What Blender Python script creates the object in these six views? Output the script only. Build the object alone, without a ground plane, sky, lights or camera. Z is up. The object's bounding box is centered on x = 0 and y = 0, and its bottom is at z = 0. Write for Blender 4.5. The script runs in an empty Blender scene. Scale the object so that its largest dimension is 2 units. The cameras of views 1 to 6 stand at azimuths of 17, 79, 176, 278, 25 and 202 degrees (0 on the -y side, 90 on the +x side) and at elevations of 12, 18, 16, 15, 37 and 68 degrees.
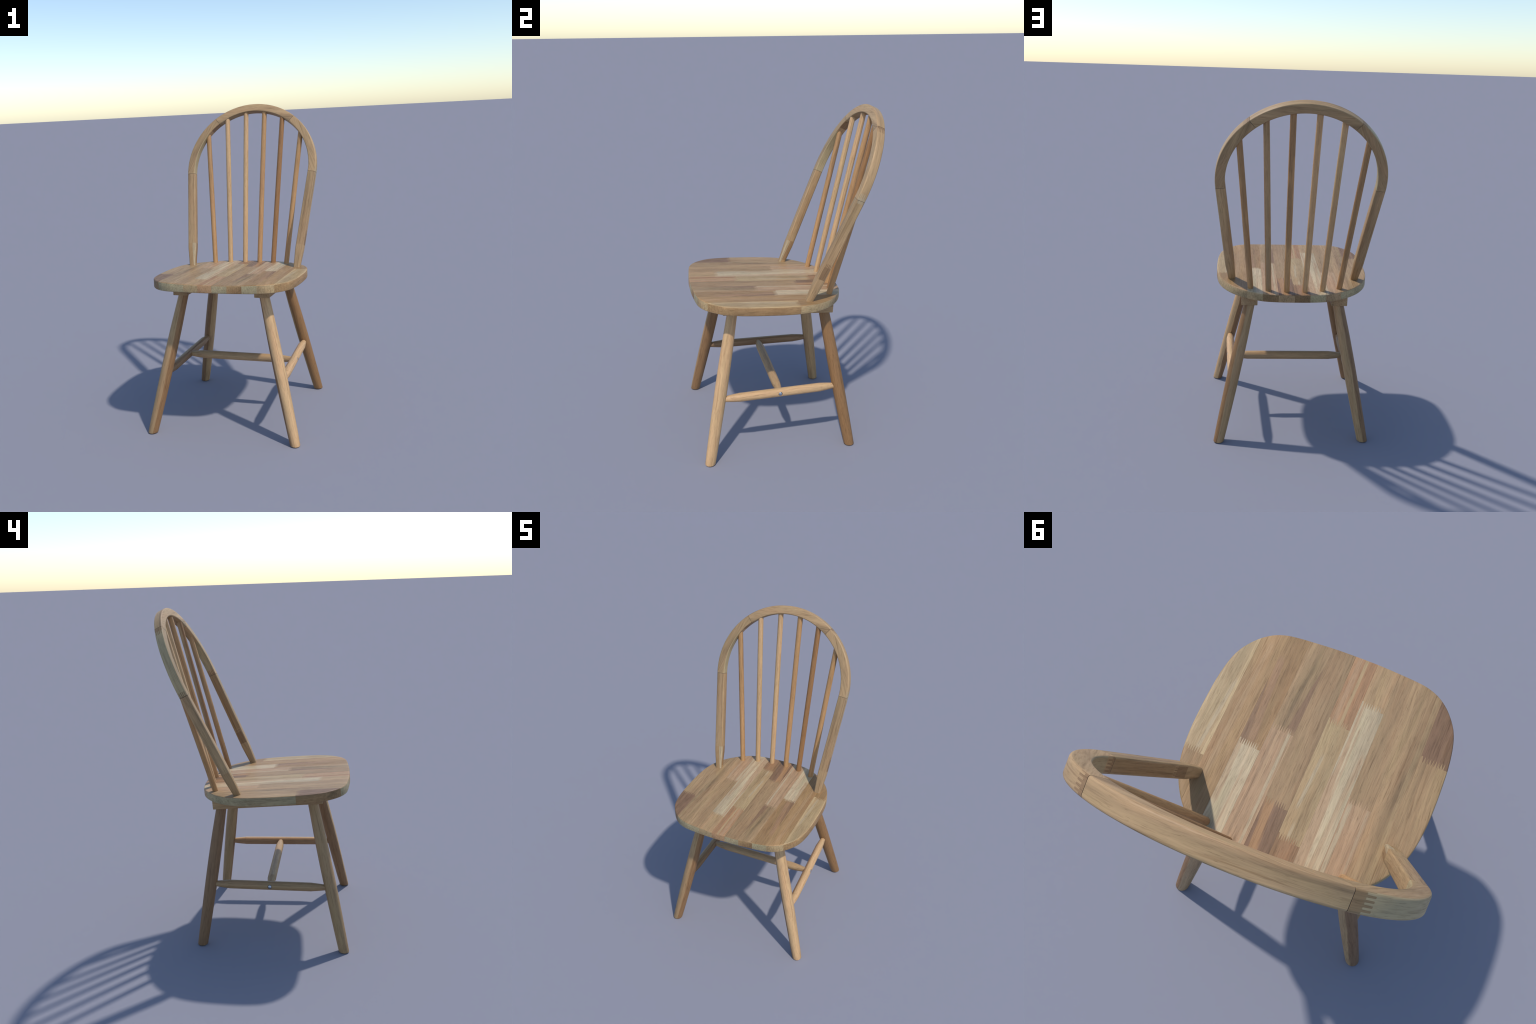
# Windsor-style wooden chair: laminated seat of finger-jointed staves, steam-bow style back made of
# three arc segments and two posts, six spindles, four turned legs, H-stretcher with two screws.
import bpy, bmesh, math
from mathutils import Vector, Matrix

# ------------------------------------------------------------------ helpers
def srgb(r, g, b):
    f = lambda c: (c / 255 / 12.92) if c / 255 <= .04045 else ((c / 255 + .055) / 1.055) ** 2.4
    return (f(r), f(g), f(b))

def mul(c, k):
    return tuple(min(1.0, x * k) for x in c)

class Graph:
    """Small wrapper to write shader node trees as expressions."""
    def __init__(self, name):
        self.m = bpy.data.materials.new(name)
        self.m.use_nodes = True
        self.t = self.m.node_tree
        self.t.nodes.clear()
        self.out = self.n('ShaderNodeOutputMaterial')
    def n(self, kind, **kw):
        nd = self.t.nodes.new(kind)
        for k, v in kw.items():
            setattr(nd, k, v)
        return nd
    def put(self, sock, v):
        if isinstance(v, bpy.types.NodeSocket):
            self.t.links.new(v, sock)
        elif isinstance(v, (tuple, list)) and len(v) == 3 and sock.type == 'RGBA':
            sock.default_value = (*v, 1)
        else:
            sock.default_value = v
    def math(self, op, a, b=0.0, c=0.0, clamp=False):
        nd = self.n('ShaderNodeMath', operation=op, use_clamp=clamp)
        self.put(nd.inputs[0], a); self.put(nd.inputs[1], b); self.put(nd.inputs[2], c)
        return nd.outputs[0]
    def step(self, v, lo, hi, to0=0.0, to1=1.0):
        nd = self.n('ShaderNodeMapRange', interpolation_type='SMOOTHSTEP')
        self.put(nd.inputs['Value'], v)
        nd.inputs['From Min'].default_value = lo; nd.inputs['From Max'].default_value = hi
        nd.inputs['To Min'].default_value = to0; nd.inputs['To Max'].default_value = to1
        return nd.outputs[0]
    def mix(self, f, a, b, mode='MIX'):
        nd = self.n('ShaderNodeMix', data_type='RGBA', blend_type=mode)
        self.put(nd.inputs[0], f); self.put(nd.inputs[6], a); self.put(nd.inputs[7], b)
        return nd.outputs[2]
    def mapping(self, vec, scale=(1, 1, 1), loc=(0, 0, 0), rot=(0, 0, 0)):
        nd = self.n('ShaderNodeMapping')
        self.put(nd.inputs[0], vec)
        nd.inputs['Location'].default_value = loc
        nd.inputs['Rotation'].default_value = rot
        nd.inputs['Scale'].default_value = scale
        return nd.outputs[0]
    def noise(self, vec, scale=1.0, detail=3.0, rough=.55, dist=0.0):
        nd = self.n('ShaderNodeTexNoise')
        self.put(nd.inputs['Vector'], vec)
        nd.inputs['Scale'].default_value = scale; nd.inputs['Detail'].default_value = detail
        nd.inputs['Roughness'].default_value = rough; nd.inputs['Distortion'].default_value = dist
        return nd.outputs['Fac']
    def ramp(self, f, stops):
        nd = self.n('ShaderNodeValToRGB')
        e = nd.color_ramp.elements
        while len(e) < len(stops):
            e.new(.5)
        for k, (p, c) in zip(e, stops):
            k.position = p; k.color = (*c, 1)
        self.put(nd.inputs[0], f)
        return nd.outputs[0]

def wood(name, base, seed=0.0, axis='Y', rot=(0, 0, 0), contrast=1.0, dark=None, light=None,
         streaks=(), patches=(), ring=False, cross=1.0, rough=.5, bent=None, finish=(.915, .885, .840)):
    """Oiled acacia-like timber.  axis = grain direction in Object space (after rot).
    streaks: (x centre, slope along y, half width, dwidth/dy, y from, y to, colour, strength)
    patches: callables (graph, x, y, z sockets) -> (mask socket, colour)."""
    g = Graph(name)
    dark = dark or mul(base, .62)
    light = light or mul(base, 1.2)
    co = g.n('ShaderNodeTexCoord').outputs['Object']
    v = g.mapping(co, rot=rot)
    if bent:   # curved faces of the bow show the long grain running round the arc
        R_, hw_ = bent
        sp = g.n('ShaderNodeSeparateXYZ'); g.put(sp.inputs[0], co)
        bx, by, bz = sp.outputs
        ang_ = g.math('WRAP', g.math('ARCTAN2', bz, bx), 1.5 * math.pi, -.5 * math.pi)
        rad_ = g.math('SQRT', g.math('ADD', g.math('MULTIPLY', bx, bx), g.math('MULTIPLY', bz, bz)))
        pol = g.n('ShaderNodeCombineXYZ')
        g.put(pol.inputs[0], rad_); g.put(pol.inputs[1], g.math('MULTIPLY_ADD', ang_, .012, by)); g.put(pol.inputs[2], g.math('MULTIPLY', ang_, R_))
        face_ = g.step(g.math('ABSOLUTE', g.math('SUBTRACT', rad_, R_)), hw_ - .005, hw_ - .003)
        mv = g.n('ShaderNodeMix', data_type='VECTOR')
        g.put(mv.inputs[0], face_); g.put(mv.inputs[4], v); g.put(mv.inputs[5], pol.outputs[0])
        v = mv.outputs[1]
    ai = 'XYZ'.index(axis)
    def along(across, al):
        s = [across * cross] * 3; s[ai] = al
        return tuple(s)
    off = (seed * 3.17, seed * 1.73, seed * 2.41)
    # slow waviness of the grain
    wob = g.noise(g.mapping(v, along(5, 2.2), off), 1, 2)
    wv = g.n('ShaderNodeVectorMath', operation='MULTIPLY_ADD')
    cmb = g.n('ShaderNodeCombineXYZ')
    for i in range(3):
        g.put(cmb.inputs[i], wob)
    g.put(wv.inputs[0], cmb.outputs[0])
    wv.inputs[1].default_value = tuple(0 if i == ai else .030 for i in range(3))
    g.put(wv.inputs[2], v)
    vw = wv.outputs[0]
    broad = g.noise(g.mapping(vw, along(13, .55), off), 1, 2.5, .5)
    mid = g.noise(g.mapping(vw, along(70, 2.0), off), 1, 3, .6)
    fine = g.noise(g.mapping(vw, along(210, 14), off), 1, 3, .65)
    pores = g.noise(g.mapping(vw, along(330, 34), off), 1, 2, .6)
    blot = g.noise(g.mapping(vw, along(15, 4.0), off), 1, 3, .6)
    line = g.noise(g.mapping(vw, along(115, 2.6), (off[2], off[0], off[1])), 1, 3, .6)
    k = contrast
    f = g.math('ADD', g.math('MULTIPLY', g.math('SUBTRACT', broad, .5), 1.9 * k), .5)
    f = g.math('ADD', f, g.math('MULTIPLY', g.math('SUBTRACT', mid, .5), 1.0 * k))
    f = g.math('ADD', f, g.math('MULTIPLY', g.math('SUBTRACT', blot, .5), .55 * k), clamp=True)
    col = g.ramp(f, [(0.0, dark), (.32, mul(base, .9)), (.55, base), (.85, light), (1.0, mul(light, 1.06))])
    # warm / greenish tint drift
    tint = g.ramp(g.noise(g.mapping(v, along(22, 2.6), (off[1] + 5, off[2], off[0])), 1, 2),
                  [(.3, (1.03, .975, .95)), (.5, (1, 1, 1)), (.7, (.98, 1.01, .97))])
    col = g.mix(1.0, col, tint, 'MULTIPLY')
    sep = g.n('ShaderNodeSeparateXYZ'); g.put(sep.inputs[0], co)
    X, Y, Z = sep.outputs
    for (cx, sl, w, dw, y0, y1, c, st) in streaks:
        d = g.math('ABSOLUTE', g.math('SUBTRACT', X, g.math('MULTIPLY_ADD', Y, sl, cx)))
        hw = g.math('MAXIMUM', g.math('MULTIPLY_ADD', Y, dw, w), .0008)
        q = g.math('ADD', g.math('DIVIDE', d, hw), g.math('MULTIPLY', g.math('SUBTRACT', mid, .5), 1.2))
        mk = g.step(q, .75, 1.1, 1, 0)
        mk = g.math('MULTIPLY', mk, g.math('MULTIPLY', g.step(Y, y0 - .02, y0 + .02), g.step(Y, y1 - .02, y1 + .02, 1, 0)))
        mk = g.math('MULTIPLY', mk, st)
        col = g.mix(mk, col, c)
    for p in patches:
        mk, c = p(g, X, Y, Z)
        col = g.mix(mk, col, g.mix(.5, c, g.mix(1.0, c, g.ramp(mid, [(.25, (.75, .75, .75)), (.75, (1.25, 1.25, 1.25))]), 'MULTIPLY')))
    if ring:  # end grain: curved growth rings
        wvx = g.n('ShaderNodeTexWave', wave_type='RINGS', rings_direction='Y')
        g.put(wvx.inputs['Vector'], g.mapping(co, (1, 1, 1), (seed * .37 % 1.0 * .3, 0, .05 + seed * .21 % 1.0 * .06)))
        wvx.inputs['Scale'].default_value = 26; wvx.inputs['Distortion'].default_value = 5
        wvx.inputs['Detail'].default_value = 2; wvx.inputs['Detail Scale'].default_value = 1.2
        col = g.mix(.35, col, g.mix(1.0, col, g.ramp(wvx.outputs['Fac'], [(.0, (.8, .76, .72)), (.5, (1.05, 1.05, 1.05))]), 'MULTIPLY'))
    col = g.mix(1.0, col, g.ramp(fine, [(.25, (.72, .70, .68)), (.47, (1, 1, 1)), (.75, (1.13, 1.13, 1.12))]), 'MULTIPLY')
    col = g.mix(1.0, col, g.ramp(line, [(.32, (.76, .72, .68)), (.44, (1, 1, 1))]), 'MULTIPLY')
    col = g.mix(1.0, col, g.ramp(pores, [(.26, (.74, .72, .70)), (.38, (1, 1, 1))]), 'MULTIPLY')
    col = g.mix(1.0, col, finish, 'MULTIPLY')      # oil finish deepens the timber
    b = g.n('ShaderNodeBsdfPrincipled')
    g.put(b.inputs['Base Color'], col)
    g.put(b.inputs['Roughness'], g.step(fine, .2, .8, rough + .08, rough - .05))
    b.inputs['Specular IOR Level'].default_value = .32
    bp = g.n('ShaderNodeBump')
    bp.inputs['Strength'].default_value = .25; bp.inputs['Distance'].default_value = .0012
    g.put(bp.inputs['Height'], g.math('ADD', fine, g.math('MULTIPLY', pores, .7)))
    g.put(b.inputs['Normal'], bp.outputs[0])
    g.put(g.out.inputs[0], b.outputs[0])
    return g.m

def plain(name, col, rough=.6, metal=0.0):
    g = Graph(name)
    b = g.n('ShaderNodeBsdfPrincipled')
    co = g.n('ShaderNodeTexCoord').outputs['Object']
    f = g.noise(g.mapping(co, (300, 300, 300)), 1, 2)
    g.put(b.inputs['Base Color'], g.mix(f, mul(col, .85), mul(col, 1.15)))
    b.inputs['Roughness'].default_value = rough; b.inputs['Metallic'].default_value = metal
    g.put(g.out.inputs[0], b.outputs[0])
    return g.m

def smooth(me, angle=35):
    for p in me.polygons:
        p.use_smooth = True
    me.set_sharp_from_angle(angle=math.radians(angle))

def add(name, me, parent, mat=None, matrix=None):
    ob = bpy.data.objects.new(name, me)
    bpy.context.scene.collection.objects.link(ob)
    if mat:
        me.materials.append(mat)
    ob.parent = parent
    ob.matrix_basis = matrix or Matrix()
    return ob

def empty(name, parent=None, matrix=None):
    ob = bpy.data.objects.new(name, None)
    ob.empty_display_size = .05
    bpy.context.scene.collection.objects.link(ob)
    ob.parent = parent
    ob.matrix_basis = matrix or Matrix()
    return ob

def mesh_from(verts, faces, name):
    me = bpy.data.meshes.new(name)
    me.from_pydata(verts, [], faces)
    bm = bmesh.new(); bm.from_mesh(me)
    bmesh.ops.recalc_face_normals(bm, faces=bm.faces)
    bm.to_mesh(me); bm.free()
    return me

def loft(rings, name):
    """Closed rings of equal count -> capped tube."""
    n = len(rings[0]); vs = [v for r in rings for v in r]; fs = []
    for i in range(len(rings) - 1):
        for j in range(n):
            a, b = i * n + j, i * n + (j + 1) % n
            fs.append((a, b, b + n, a + n))
    fs.append(tuple(range(n))[::-1]); fs.append(tuple(range((len(rings) - 1) * n, len(rings) * n)))
    return mesh_from(vs, fs, name)

def spline(pts, per, closed=False):
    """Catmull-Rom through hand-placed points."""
    n = len(pts); out = []
    for i in range(n if closed else n - 1):
        g = lambda k: Vector(pts[k % n] if closed else pts[max(0, min(n - 1, k))])
        a, b, c, d = g(i - 1), g(i), g(i + 1), g(i + 2)
        for s in range(per):
            t = s / per
            out.append(.5 * ((2 * b) + (c - a) * t + (2 * a - 5 * b + 4 * c - d) * t * t + (3 * b - a - 3 * c + d) * t ** 3))
    if not closed:
        out.append(Vector(pts[-1]))
    return out

def turned(profile, name, seg=40, per=6, clear=0.0):
    """Turned part along local z from (z, radius) control points."""
    pr = [p for p in spline(profile, per) if abs(p[0]) >= clear]
    return loft([[(r * math.cos(a), r * math.sin(a), z) for a in
                  [2 * math.pi * j / seg for j in range(seg)]] for z, r in [(p[0], p[1]) for p in pr]], name)

def rounded_rect(hx, hy, r, seg=5):
    out = []
    for cx, cy, a0 in ((hx - r, hy - r, 0), (-hx + r, hy - r, 90), (-hx + r, -hy + r, 180), (hx - r, -hy + r, 270)):
        for i in range(seg + 1):
            a = math.radians(a0 + 90 * i / seg)
            out.append((cx + r * math.cos(a), cy + r * math.sin(a)))
    return out

def box(x0, x1, y0, y1, z0, z1, bev, name):
    bm = bmesh.new()
    bmesh.ops.create_cube(bm, size=1)
    for v in bm.verts:
        v.co = Vector(((x0 + x1) / 2 + v.co.x * (x1 - x0), (y0 + y1) / 2 + v.co.y * (y1 - y0), (z0 + z1) / 2 + v.co.z * (z1 - z0)))
    if bev:
        bmesh.ops.bevel(bm, geom=bm.edges[:], offset=bev, segments=3, affect='EDGES', profile=.5)
    me = bpy.data.meshes.new(name); bm.to_mesh(me); bm.free()
    return me

def axis_matrix(a, b):
    """Frame at a with local z pointing to b."""
    a, b = Vector(a), Vector(b)
    q = (b - a).to_track_quat('Z', 'Y')
    return Matrix.Translation(a) @ q.to_matrix().to_4x4()

def boolean(ob, cutter_me, op):
    c = bpy.data.objects.new('cutter', cutter_me)
    bpy.context.scene.collection.objects.link(c)
    c.matrix_world = ob.matrix_world.copy() if False else Matrix()
    md = ob.modifiers.new('cut', 'BOOLEAN'); md.operation = op; md.object = c; md.solver = 'EXACT'
    dg = bpy.context.evaluated_depsgraph_get(); dg.update()
    me = bpy.data.meshes.new_from_object(ob.evaluated_get(dg))
    ob.modifiers.clear()
    old = ob.data; ob.data = me
    bpy.data.objects.remove(c); bpy.data.meshes.remove(cutter_me)
    if old.users == 0:
        bpy.data.meshes.remove(old)

# ------------------------------------------------------------------ palette (base colours)
TAN     = (.380, .250, .132)
BROWN   = (.340, .208, .097)
DEEP    = (.235, .138, .080)
PALE    = (.445, .318, .168)
CREAM   = (.490, .388, .248)
PINK    = (.425, .275, .158)
RED     = (.385, .222, .115)
ORANGE  = (.500, .285, .130)
HONEY   = (.610, .396, .212)
RUST    = (.300, .150, .060)
UMBER   = (.235, .138, .070)
SAGE    = (.385, .312, .180)

chair = empty('wooden_chair')
chair['label'] = 'spindle back wooden dining chair with laminated acacia seat'
chair['category'] = 'chair'

# ------------------------------------------------------------------ seat
TILT = -math.atan(.064)
SEAT_M = Matrix.Translation((0, 0, .942)) @ Matrix.Rotation(TILT, 4, 'X')
seat = empty('seat', chair, SEAT_M)
THICK = .0465
half = [(0, -.570), (.085, -.569), (.165, -.5635), (.235, -.557), (.290, -.547), (.343, -.522), (.392, -.475), (.432, -.405),
        (.4515, -.305), (.4570, -.180), (.4545, -.055), (.4410, .045), (.4155, .120), (.372, .190), (.317, .245),
        (.252, .289), (.180, .319), (.090, .331), (0, .333)]
outline = half + [(-x, y) for x, y in half[-2:0:-1]]
rim = spline([(x, y, 0) for x, y in outline], 4, True)

def seat_blank():
    """Full seat slab with rounded rims, later sawn into staves."""
    n = len(rim); nrm = []
    for i in range(n):
        t = (rim[(i + 1) % n] - rim[i - 1]).normalized()
        nrm.append(Vector((t.y, -t.x, 0)))
    rings = []
    R1, R2 = .0065, .0045
    prof = [(R1 * (1 - math.sin(a)), -R1 * (1 - math.cos(a))) for a in [math.radians(d) for d in (0, 22, 45, 67, 90)]]
    prof += [(R2 * (1 - math.cos(a)), -THICK + R2 * (1 - math.sin(a))) for a in [math.radians(d) for d in (0, 30, 60, 90)]]
    for ins, z in prof:
        rings.append([(p.x - w.x * ins, p.y - w.y * ins, z) for p, w in zip(rim, nrm)])
    # top: concentric rings towards the middle, so that the surface can be dished
    c = Vector((0, -.11, 0)); tops = []
    for f in (0.0, .12, .24, .36, .48, .6, .7, .78, .85, .9, .94, .97):
        tops.append([tuple(c + (Vector((p[0], p[1], 0)) - c) * max(f, .02)) for p in rings[0]])
    rings = tops + rings
    def sm(v, a, b):
        t = max(0, min(1, (v - a) / (b - a))); return t * t * (3 - 2 * t)
    def dish(x, y):     # shallow hollow: sides stand proud of the middle, less so at the back
        return .0013 + .0052 * sm(abs(x), .05, .33) * (1 - .75 * sm(y, .02, .26))
    rings = [[(x, y, z + dish(x, y) * (1 if z > -.01 else 0)) for x, y, z in r] for r in rings]
    return loft(rings, 'seat_blank')

def finger_edge(x0, x1, yc, teeth=8, amp=.0118):
    """Zigzag of a finger joint running from x1 down to x0; plain shoulders at both ends."""
    w = x1 - x0; s0, s1 = .16 * w, .06 * w
    step = (w - s0 - s1) / teeth
    pts = [(x1, yc - amp), (x1 - s1, yc - amp)]
    for i in range(teeth):
        xa = x1 - s1 - i * step
        pts += [(xa - step * .42, yc + amp), (xa - step * .58, yc + amp), (xa - step * .92, yc - amp), (xa - step, yc - amp)]
    pts += [(x0 + s0 * .98, yc + amp * .9), (x0, yc + amp * .9)]
    return pts

CUTS = [-.60, -.350, -.260, -.171, -.0805, .007, .0985, .187, .274, .366, .60]
# per strip, front to back: list of (joint y, ...) and pieces (top colour, edge colour, contrast, streaks)
STRIPS = [
 ([-.275], [(DEEP, mul(BROWN, .85), .7, [(-.43, .25, .035, 0, -.6, -.2, mul(DEEP, 1.45), .6)]),
            (TAN, SAGE, 1.1, [])]),
 ([], [(mul(TAN, .90), SAGE, 1.0, [(-.285, .02, .006, 0, -.5, .4, mul(TAN, 1.15), .35), (-.335, 0, .008, 0, -.6, .4, mul(PALE, .95), .4)])]),
 ([-.033], [(mul(TAN, .95), SAGE, 1.1, []),
            (PINK, TAN, 1.0, [(-.183, 0, .008, 0, -.02, .4, CREAM, .8), (-.25, 0, .005, 0, -.02, .4, CREAM, .35)])]),
 ([-.395], [(mul(TAN, .96), PALE, 1.2, []), (mul(CREAM, .96), SAGE, 1.1, [(-.150, .05, .010, 0, -.2, .3, mul(PINK, 1.05), .5), (-.085, -.03, .030, .01, -.40, .4, mul(PINK, 1.03), .8), (-.084, 0, .004, 0, -.42, -.1, CREAM, .9), (-.112, 0, .004, 0, -.3, .3, mul(PINK, .95), .5)])]),
 ([-.288, .178], [(RED, RED, 1.0, [(-.015, 0, .010, 0, -.6, -.28, PINK, .7), (-.04, 0, .006, 0, -.6, -.28, PALE, .8), (-.066, 0, .01, 0, -.6, -.28, mul(RED, .85), .7)]),
                  (mul(PALE, .93), PALE, .8, [(-.02, .05, .007, 0, -.15, .06, mul(CREAM, .95), .8), (-.03, 0, .006, 0, .12, .18, mul(CREAM, .95), .6)]),
                  (mul(RED, .86), mul(BROWN, .66), .8, [])]),
 ([.076], [(mul(TAN, .92), SAGE, .9, []),
           (mul(DEEP, .95), TAN, .7, [(.082, -.06, .020, 0, .0, .4, ORANGE, .6)])]),
 ([-.190], [(mul(TAN, .94), BROWN, 1.2, [(.090, 0, .075, .14, -.6, -.19, DEEP, .85)]),
            (PINK, mul(BROWN, .66), 1.0, [(.115, 0, .006, 0, -.19, .4, CREAM, .8), (.165, 0, .006, 0, -.19, .4, mul(PINK, .75), .6)])]),
 ([-.090], [(mul(BROWN, 1.02), SAGE, 1.1, [(.285, 0, .055, .12, -.5, -.08, DEEP, .8), (.225, -.08, .014, 0, -.45, -.1, mul(DEEP, 1.5), .55)]),
            (CREAM, PALE, 1.1, [(.266, -.03, .012, 0, -.1, .15, PINK, .6), (.215, 0, .004, 0, .0, .3, PINK, .5)])]),
 ([], [(mul(BROWN, 1.05), PALE, .9, [(.33, .02, .01, 0, -.5, .1, mul(TAN, 1.1), .5)])]),
 ([.004], [(mul(PALE, .95), BROWN, .8, [(.372, 0, .006, 0, -.6, .02, mul(PALE, 1.2), .7), (.40, .06, .008, 0, -.3, .0, mul(CREAM, .95), .6)]),
           (mul(BROWN, .85), PALE, .9, [])]),
]
blank = seat_blank()
GAP = .00012
sd = 1.0
for i, (joints, pieces) in enumerate(STRIPS):
    x0, x1 = CUTS[i] + GAP, CUTS[i + 1] - GAP
    px0, px1 = max(x0, -.4555), min(x1, .4555)
    for k, (top, edge, con, strk) in enumerate(pieces):
        sd += 1.37
        lo = [(x1, -.8), (x0, -.8)] if k == 0 else [(x1, joints[k - 1] - .0115 + 2 * GAP)] * 0 + [(a, b + GAP) for a, b in finger_edge(px0, px1, joints[k - 1])]
        hi = [(x1, .8), (x0, .8)] if k == len(pieces) - 1 else [(a, b - GAP) for a, b in finger_edge(px0, px1, joints[k])]
        poly = lo + hi[::-1]
        if x0 < -.5:   # outermost strips: carry the joint past the rim
            poly = [(-.6 if abs(a - px0) < 1e-6 else a, b) for a, b in poly]
        if x1 > .5:
            poly = [(.6 if abs(a - px1) < 1e-6 else a, b) for a, b in poly]
        n = len(poly)
        prism = mesh_from([(a, b, .1) for a, b in poly] + [(a, b, -.2) for a, b in poly],
                          [tuple(range(n)), tuple(range(2 * n - 1, n - 1, -1))] + [(j, (j + 1) % n, (j + 1) % n + n, j + n) for j in range(n)], 'prism')
        ob = add('stave', blank.copy(), None)
        boolean(ob, prism, 'INTERSECT')
        me = ob.data
        me.materials.clear()
        me.materials.append(wood('stave_wood', top, sd, 'Y', contrast=con, streaks=strk))
        me.materials.append(wood('stave_edge_wood', edge, sd + .5, 'Y', contrast=.9, ring=True, cross=.8, finish=(1.0, .99, .97)))
        for p in me.polygons:
            p.material_index = 1 if abs(p.normal.z) < .55 else 0
        smooth(me, 40)
        ob.parent = seat; ob.matrix_basis = Matrix()
bpy.data.meshes.remove(blank)

# rails screwed under the seat, parallel to its underside
for sgn, c, s in ((1, TAN, 40.3), (-1, mul(TAN, 1.05), 43.9)):
    x0, x1 = sorted((sgn * .2140, sgn * .3065))
    me = box(x0, x1, -.407, .2500, -.1000, -THICK - .0003, .003, 'rail')
    smooth(me)
    add('rail', me, seat, wood('rail_wood', c, s, 'Y'))

# ------------------------------------------------------------------ legs
LEG_R = [(-.06, .0290), (0, .0294), (.07, .0317), (.19, .0337), (.31, .0354), (.43, .0363), (.53, .0361), (.65, .0348),
         (.735, .0327), (.835, .0302), (.90, .0296)]
# foot, top, sapwood, heartwood, compass direction of the heartwood side, its extent, seed
LEGS = [((.461, -.536), (.2637, -.355), HONEY, (.240, .125, .060), (-1, .35), .30, 61.0),
        ((-.461, -.536), (-.2637, -.355), mul(TAN, 1.15), (.270, .143, .064), (1, .40), .0, 67.3),
        ((.4305, .3234), (.2543, .1965), mul(TAN, 1.05), (.275, .142, .058), (.85, -.6), -.15, 71.9),
        ((-.4305, .3234), (-.2543, .1965), mul(TAN, 1.12), (.225, .125, .066), (-1, -.25), -.1, 77.7)]
def leg_at(leg, z):
    (x0, y0), (x1, y1) = leg[0], leg[1]
    return Vector((x0 + (x1 - x0) * z / .85, y0 + (y1 - y0) * z / .85, z))
for leg in LEGS:
    a, b = leg_at(leg, 0), leg_at(leg, .85)
    M = axis_matrix(a, b)
    L = (b - a).length / .85
    me = turned([(z * L, r + .0006) for z, r in LEG_R], 'leg', 48, 6, clear=.024)
    bm = bmesh.new(); bm.from_mesh(me)
    inv = M.inverted()
    nz = (inv.to_3x3() @ Vector((0, 0, 1))).normalized()
    geo = bm.verts[:] + bm.edges[:] + bm.faces[:]
    res = bmesh.ops.bisect_plane(bm, geom=geo, plane_co=(0, 0, 0), plane_no=nz, clear_inner=True)
    ed = [e for e in res['geom_cut'] if isinstance(e, bmesh.types.BMEdge)]
    cap = bmesh.ops.contextual_create(bm, geom=ed)
    rimE = [e for f in cap['faces'] for e in f.edges]
    bmesh.ops.bevel(bm, geom=rimE, offset=.006, segments=4, affect='EDGES', profile=.5)
    bmesh.ops.recalc_face_normals(bm, faces=bm.faces)
    bm.to_mesh(me); bm.free()
    smooth(me, 50)
    hd = (inv.to_3x3() @ Vector((*leg[4], 0))).normalized()
    def side(g, X, Y, Z, c2=leg[3], s=leg[6], hd=hd, ext=leg[5]):
        # heartwood side of the turning, with a wandering border
        w = g.noise(g.mapping(g.n('ShaderNodeTexCoord').outputs['Object'], (16, 16, 1.8), (s, 0, 0)), 1, 3)
        q = g.math('ADD', g.math('MULTIPLY', X, hd.x / .033), g.math('MULTIPLY', Y, hd.y / .033))
        q = g.math('ADD', q, g.math('MULTIPLY', g.math('SUBTRACT', w, .5), 1.1))
        return g.math('MULTIPLY', g.step(q, ext - .08, ext + .08), .85), c2
    add('leg', me, chair, wood('leg_wood', leg[2], leg[6], 'Z', contrast=.7, patches=[side], rough=.46), M)

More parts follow.
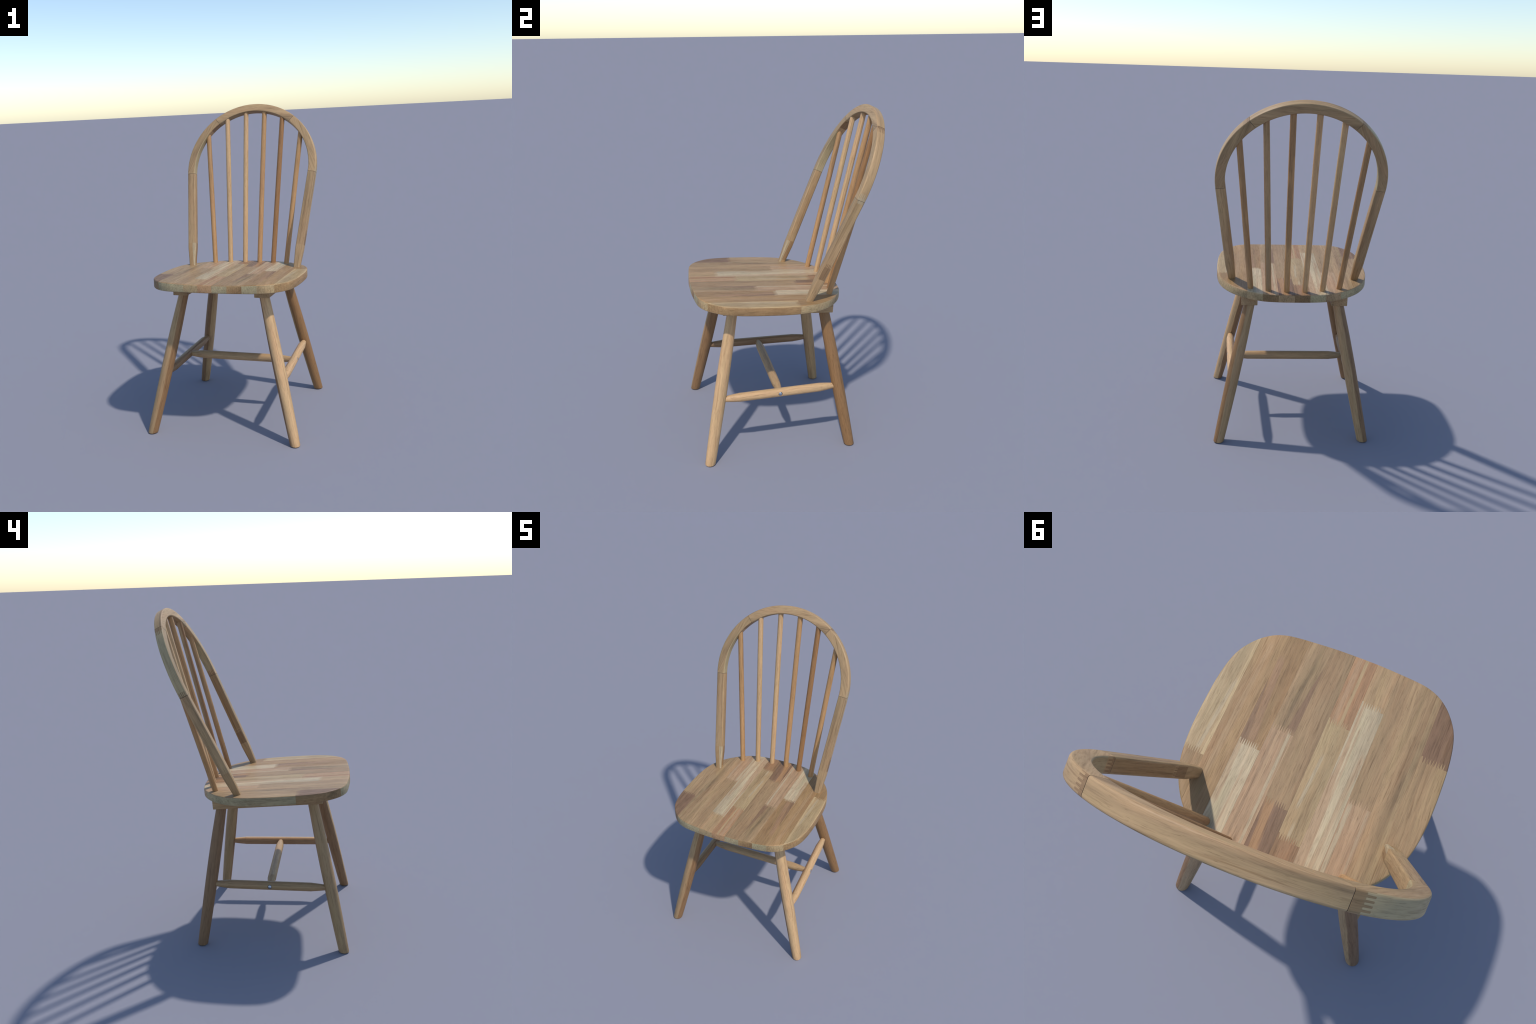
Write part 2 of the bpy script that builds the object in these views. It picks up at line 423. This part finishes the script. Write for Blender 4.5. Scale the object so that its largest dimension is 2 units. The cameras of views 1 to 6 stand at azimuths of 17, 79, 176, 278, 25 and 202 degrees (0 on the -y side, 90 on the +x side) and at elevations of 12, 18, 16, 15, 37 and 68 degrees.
# ------------------------------------------------------------------ stretchers
ZS = .3690
RS, RE = .0261, .0172
def stretcher_profile(L, inset):
    """Bobbin: slim tenon ends, quick swell, straight middle."""
    t = inset
    pr = [(0, RE - .001), (t, RE), (t + .045, RE + .0052), (t + .082, RS - .0006), (t + .10, RS), (L / 2, RS + .0002)]
    return pr + [(L - z, r) for z, r in pr[-2::-1]]
screw_mat = plain('steel', (.50, .55, .62), .28, 1.0)
hole_mat = plain('bore_shadow_wood', (.10, .06, .035), .8)
mids = {}
for sgn, leg_f, leg_b, c, heart_c, s in ((1, LEGS[0], LEGS[2], mul(HONEY, .97), (.36, .19, .092), 81.1), (-1, LEGS[1], LEGS[3], mul(TAN, 1.12), (.27, .158, .082), 84.7)):
    a, b = leg_at(leg_f, ZS), leg_at(leg_b, ZS)
    L = (b - a).length
    M = axis_matrix(a, b)
    me = turned(stretcher_profile(L, .033), 'side_stretcher', 40, 6)
    mid = (a + b) / 2
    mids[sgn] = mid
    ob = add('side_stretcher', me, None)
    me.transform(M)
    # shallow counterbore on the outer face
    out = Vector((sgn, 0, 0))
    bm = bmesh.new()
    bmesh.ops.create_cone(bm, cap_ends=True, segments=28, radius1=.0132, radius2=.0132, depth=.05)
    bm.transform(Matrix.Translation(mid + out * (RS - .0055 + .025)) @ out.to_track_quat('Z', 'Y').to_matrix().to_4x4())
    cut = bpy.data.meshes.new('bore'); bm.to_mesh(cut); bm.free()
    boolean(ob, cut, 'DIFFERENCE')
    ob.data.transform(M.inverted())
    ob.data.materials.clear()
    hd = (M.to_3x3().inverted() @ Vector((-sgn, 0, -.15))).normalized()
    def inner_side(g, X, Y, Z, hd=hd, s=s, c2=heart_c):
        w = g.noise(g.mapping(g.n('ShaderNodeTexCoord').outputs['Object'], (16, 16, 2.2), (s, 0, 0)), 1, 3)
        q = g.math('ADD', g.math('ADD', g.math('MULTIPLY', X, hd.x / .026), g.math('MULTIPLY', Y, hd.y / .026)), g.math('MULTIPLY', g.math('SUBTRACT', w, .5), .9))
        return g.math('MULTIPLY', g.step(q, .1, .26), .85), c2
    ob.data.materials.append(wood('stretcher_wood', c, s, 'Z', contrast=.65, patches=[inner_side], rough=.46))
    smooth(ob.data, 40)
    ob.parent = chair; ob.matrix_basis = M
    # pan head screw with cross recess
    hp = [(-.004, .0112), (.0010, .0114), (.0030, .0102), (.0044, .0076), (.0052, .0042), (.0053, .0006)]
    sm = turned(hp, 'screw', 28, 4)
    so = add('screw', sm, None)
    for rot in (0, 90):
        cb = box(-.0055, .0055, -.0010, .0010, .0030, .02, 0, 'slot')
        cb.transform(Matrix.Rotation(math.radians(rot + 20), 4, 'Z'))
        boolean(so, cb, 'DIFFERENCE')
    so.data.materials.clear(); so.data.materials.append(screw_mat); smooth(so.data, 40)
    so.parent = ob
    so.matrix_basis = M.inverted() @ Matrix.Translation(mid + out * (RS - .0050)) @ out.to_track_quat('Z', 'Y').to_matrix().to_4x4()
a, b = mids[-1], mids[1]
me = turned(stretcher_profile((b - a).length, .022), 'cross_stretcher', 40, 6)
smooth(me, 60)
add('cross_stretcher', me, chair, wood('stretcher_wood', mul(TAN, 1.2), 88.8, 'Z', contrast=.7, rough=.46), axis_matrix(a, b))

# ------------------------------------------------------------------ backrest
LEAN = math.radians(24.0)
CA, SA = math.cos(LEAN), math.sin(LEAN)
R0 = .4312                     # centre line radius
HW, HN, HR = .0266, .0252, .0068   # half width (radial), half depth, edge radius
# local frame of the backrest: x = right, y = back normal, z = up along the lean, origin at circle centre
BOW_M = Matrix.Translation((0, .3622, 1.5730)) @ Matrix.Rotation(-LEAN, 4, 'X')
back = empty('backrest', chair, BOW_M)

A_LOW, A_UP = math.radians(-5.71), math.radians(51.7)
JG = .0010 / R0
def arc(a0, a1, name):
    n = max(2, int((a1 - a0) / math.radians(1.6)))
    sec = rounded_rect(HW, HN, HR)
    rings = []
    for i in range(n + 1):
        a = a0 + (a1 - a0) * i / n
        rings.append([((R0 + u) * math.cos(a), w, (R0 + u) * math.sin(a)) for u, w in sec])
    return loft(rings, name)

def fingers(a_c, length, depth_sign, colour, outer, teeth=5, strength=.8):
    """Finger-jointed end block seen on the curved (outer or inner) face near angle a_c.
    Block runs from the joint over 'length' along depth_sign, ending in teeth."""
    def f(g, X, Y, Z):
        ang = g.math('WRAP', g.math('ARCTAN2', Z, X), 1.5 * math.pi, -.5 * math.pi)
        s = g.math('MULTIPLY', g.math('SUBTRACT', ang, a_c), R0 * depth_sign)
        rad = g.math('SQRT', g.math('ADD', g.math('MULTIPLY', X, X), g.math('MULTIPLY', Z, Z)))
        saw = g.math('FRACT', g.math('MULTIPLY_ADD', Y, teeth / (2 * HN), .5))
        tri = g.math('ABSOLUTE', g.math('SUBTRACT', saw, .5))
        end = g.math('ADD', g.math('MULTIPLY', g.step(tri, .21, .27), .024), length)
        m = g.math('MULTIPLY', g.step(s, -.0005, .0005), g.step(g.math('SUBTRACT', s, end), -.0012, .0012, 1, 0))
        face = g.step(rad, R0 + HW - .004, R0 + HW - .002) if outer else g.step(rad, R0 - HW + .002, R0 - HW + .004, 1, 0)
        return g.math('MULTIPLY', g.math('MULTIPLY', m, face), strength), colour
    return f

def curved_face(colour, outer, a0, a1, strength=.8):
    """Different timber ply showing on the outer or inner curved face between two angles."""
    def f(g, X, Y, Z):
        ang = g.math('WRAP', g.math('ARCTAN2', Z, X), 1.5 * math.pi, -.5 * math.pi)
        rad = g.math('SQRT', g.math('ADD', g.math('MULTIPLY', X, X), g.math('MULTIPLY', Z, Z)))
        face = g.step(rad, R0 + HW - .005, R0 + HW - .002) if outer else g.step(rad, R0 - HW + .002, R0 - HW + .005, 1, 0)
        m = g.math('MULTIPLY', g.step(ang, a0 - .004, a0 + .004), g.step(ang, a1 - .004, a1 + .004, 1, 0))
        return g.math('MULTIPLY', g.math('MULTIPLY', m, face), strength), colour
    return f

rad = math.radians
SEGS = [  # start, end, base colour, grain roll, seed, face patches
    (A_LOW, A_UP, mul(TAN, 1.12), rad(22), 101.0,
     [curved_face(mul(TAN, 1.1), True, -.2, rad(51)), curved_face(SAGE, False, rad(0), rad(30)),
      fingers(A_UP, .016, -1, UMBER, True), fingers(A_LOW, .014, 1, mul(CREAM, .85), True), fingers(A_LOW, .012, 1, mul(UMBER, 1.2), False)]),
    (A_UP, math.pi - A_UP, mul(TAN, 1.12), rad(92), 105.0,
     [curved_face(CREAM, False, A_UP, A_UP + .12, .5), curved_face(CREAM, False, math.pi - A_UP - .2, math.pi - A_UP - .05, .5)]),
    (math.pi - A_UP, math.pi - A_LOW, mul(TAN, 1.06), rad(-22), 109.0,
     [curved_face(mul(SAGE, 1.15), True, math.pi - A_UP + .06, 3.3), fingers(math.pi - A_UP, .030, 1, mul(BROWN, .75), True), fingers(math.pi - A_LOW, .004, -1, UMBER, True),
      curved_face(UMBER, False, math.pi - A_UP, math.pi - A_UP + .17, .8), curved_face(SAGE, False, math.pi - A_UP + .26, 3.3, .85)]),
]
for a0, a1, c, roll, s, pt in SEGS:
    # atan2 jumps at pi: patches on the left segment use angles up to pi only, the short tail is mirrored below
    me = arc(a0 + JG, a1 - JG, 'bow_segment')
    smooth(me, 45)
    add('bow_segment', me, back, wood('bow_wood', c, s, 'Z', rot=(0, roll, 0), contrast=1.15, patches=pt, bent=(R0, HW), finish=(.98, .96, .93)))

# thin near-black cores sunk just below the surface in the joint gaps
gap_dark = plain('gap_dark', (.05, .04, .032), .8)
def dark_core_ring(center, direction, half_len, name='dark_gap_core'):
    sec = rounded_rect(HW - .0007, HN - .0007, HR - .0003)
    r = Vector((math.cos(direction), 0, math.sin(direction)))      # radial
    t = Vector((-math.sin(direction), 0, math.cos(direction)))     # tangent
    me = loft([[tuple(center + r * u + Vector((0, w, 0)) + t * h) for u, w in sec] for h in (-half_len, half_len)], name)
    add(name, me, back, gap_dark)
for a in (A_LOW, A_UP, math.pi - A_UP, math.pi - A_LOW):
    dark_core_ring(Vector((R0 * math.cos(a), 0, R0 * math.sin(a))), a, .003)

# posts: square, tapering to a softly chamfered foot that enters the seat
def post_mesh():
    LP = .6540 / math.cos(rad(5.71))      # joint to seat
    st = [(.0010, HW, HN, HR), (.05, HW, HN, HR), (LP - .145, HW, HN, HR), (LP - .13, HW, HN, HR + .0006), (LP - .115, HW - .0005, HN - .0004, .0080),
          (LP - .06, .0230, .0222, .0094), (LP, .0208, .0194, .0104), (LP + .032, .0200, .0186, .0100)]
    return loft([[(u, w, -l) for u, w in rounded_rect(hx, hy, r)] for l, hx, hy, r in st], 'post'), LP

def side_block(z0, z1, colour, strength=.8, teeth=True, side=0):
    """Block of other timber on the post's side faces, from z0 up to z1 with finger ends on top."""
    def f(g, X, Y, Z):
        saw = g.math('FRACT', g.math('MULTIPLY_ADD', Y, 6 / (2 * HN), .5))
        tri = g.math('ABSOLUTE', g.math('SUBTRACT', saw, .5))
        top = g.math('ADD', g.math('MULTIPLY', g.step(tri, .21, .27), .022 if teeth else 0.0), z1)
        m = g.math('MULTIPLY', g.step(g.math('SUBTRACT', Z, z0), -.001, .001), g.step(g.math('SUBTRACT', Z, top), -.001, .001, 1, 0))
        face = g.step(g.math('ABSOLUTE', Y), .0180, .0200, 1, 0)
        if side:
            face = g.math('MULTIPLY', face, g.step(g.math('MULTIPLY', X, side), .0, .002))
        return g.math('MULTIPLY', g.math('MULTIPLY', m, face), strength), colour
    return f

def corner_strip(z0, z1, colour, strength=.85):
    """Pale strip on the chamfer between the front and the inner face of the left post."""
    def f(g, X, Y, Z):
        q = g.math('SUBTRACT', X, Y)
        m = g.math('MULTIPLY', g.step(Z, z0, z0 + .002), g.step(Z, z1 - .002, z1, 1, 0))
        return g.math('MULTIPLY', g.math('MULTIPLY', m, g.step(q, .030, .032)), strength), colour
    return f

def foot_tint(z1, colour, strength=.5):
    def f(g, X, Y, Z):
        return g.math('MULTIPLY', g.step(Z, z1 - .001, z1 + .001, 1, 0), strength), colour
    return f

for sgn, c, s in ((1, mul(TAN, 1.05), 121.0), (-1, mul(TAN, 1.04), 125.5)):
    me, LP = post_mesh()
    smooth(me, 40)
    a = A_LOW if sgn > 0 else math.pi - A_LOW
    # local z points up along the post towards the joint; local +x outward
    top = Vector((R0 * math.cos(a), 0, R0 * math.sin(a)))
    M = Matrix.Translation(top) @ Matrix.Rotation(sgn * rad(5.71), 4, 'Y')
    zb = -LP
    if sgn > 0:
        pt = [side_block(zb + .155, zb + .235, UMBER, .85), foot_tint(zb + .155, mul(TAN, 1.1), .6),
              side_block(zb + .26, -.002, mul(BROWN, .85), .6, False, -1), side_block(-.018, 0, mul(CREAM, .85), .8, True, 1)]
    else:
        pt = [foot_tint(zb + .158, mul(BROWN, 1.1), .7), side_block(zb + .02, zb + .158, UMBER, .7, False, 1),
              corner_strip(zb, zb + .158, mul(CREAM, .95))]
    add('post', me, back, wood('post_wood', c, s, 'Z', contrast=1.1, patches=pt, finish=(.97, .95, .92)), M)

# spindles
SP = [((.2549, .2292), (.3426, .4910)), ((.1542, .2634), (.1990, .5020)), ((.0520, .2804), (.0663, .5155))]
SPC = {(-1, 0): (ORANGE, UMBER), (-1, 1): (HONEY, ORANGE), (-1, 2): (mul(HONEY, 1.02), ORANGE), (1, 2): (mul(ORANGE, 1.02), UMBER),
       (1, 1): (mul(TAN, 1.0), mul(RUST, 1.15)), (1, 0): (mul(ORANGE, 1.05), UMBER)}
inv = BOW_M.inverted()
for i, ((x0, y0), (x1, y1)) in enumerate(SP):
    for sgn in (-1, 1):
        p0, p1 = Vector((sgn * x0, y0, .92)), Vector((sgn * x1, y1, 1.90))
        d = (p1 - p0) / .98
        z = 1.5
        while True:      # run the tenon up to the bow's centre line
            q = inv @ (p0 + d * (z - .92))
            if math.hypot(q.x, q.z) > R0 - .004 or z > 2:
                break
            z += .002
        a, b = inv @ (p0 + d * (.897 - .92)), inv @ (p0 + d * (z - .92))
        L = (b - a).length
        me = turned([(0, .0166), (L * .3, .0170), (L * .7, .0169), (L, .0165)], 'spindle', 28, 5)
        smooth(me, 60)
        c, c2 = SPC[(sgn, i)]
        sd = 140 + i * 3.3 + sgn * 1.2
        def heart(g, X, Y, Z, c2=c2, s=sd):
            w = g.noise(g.mapping(g.n('ShaderNodeTexCoord').outputs['Object'], (20, 20, 3.0), (s, 0, 0)), 1, 3)
            q = g.math('ADD', g.math('MULTIPLY', Y, 22), g.math('MULTIPLY', g.math('SUBTRACT', w, .5), 1.6))
            return g.math('MULTIPLY', g.step(q, .1, .35), .45), c2
        def front_heart(g, X, Y, Z, c2=c2, s=sd, hd=None):
            w = g.noise(g.mapping(g.n('ShaderNodeTexCoord').outputs['Object'], (20, 20, 3.0), (s, 0, 0)), 1, 3)
            q = g.math('ADD', g.math('ADD', g.math('MULTIPLY', X, hd.x / .016), g.math('MULTIPLY', Y, hd.y / .016)), g.math('MULTIPLY', g.math('SUBTRACT', w, .5), .8))
            return g.math('MULTIPLY', g.step(q, -.25, -.05), .9), c2
        Ms = axis_matrix(a, b)
        if (sgn, i) == (1, 1):     # the one dark spindle: red heartwood towards the sitter
            hd = (Ms.to_3x3().inverted() @ Vector((.45, -.9, 0))).normalized()
            pts = [lambda g, X, Y, Z, hd=hd, f=front_heart: f(g, X, Y, Z, hd=hd)]
        else:
            pts = [heart]
        add('spindle', me, back, wood('spindle_wood', c, sd, 'Z', contrast=.65, patches=pts, rough=.46), Ms)
bpy.context.view_layer.update()
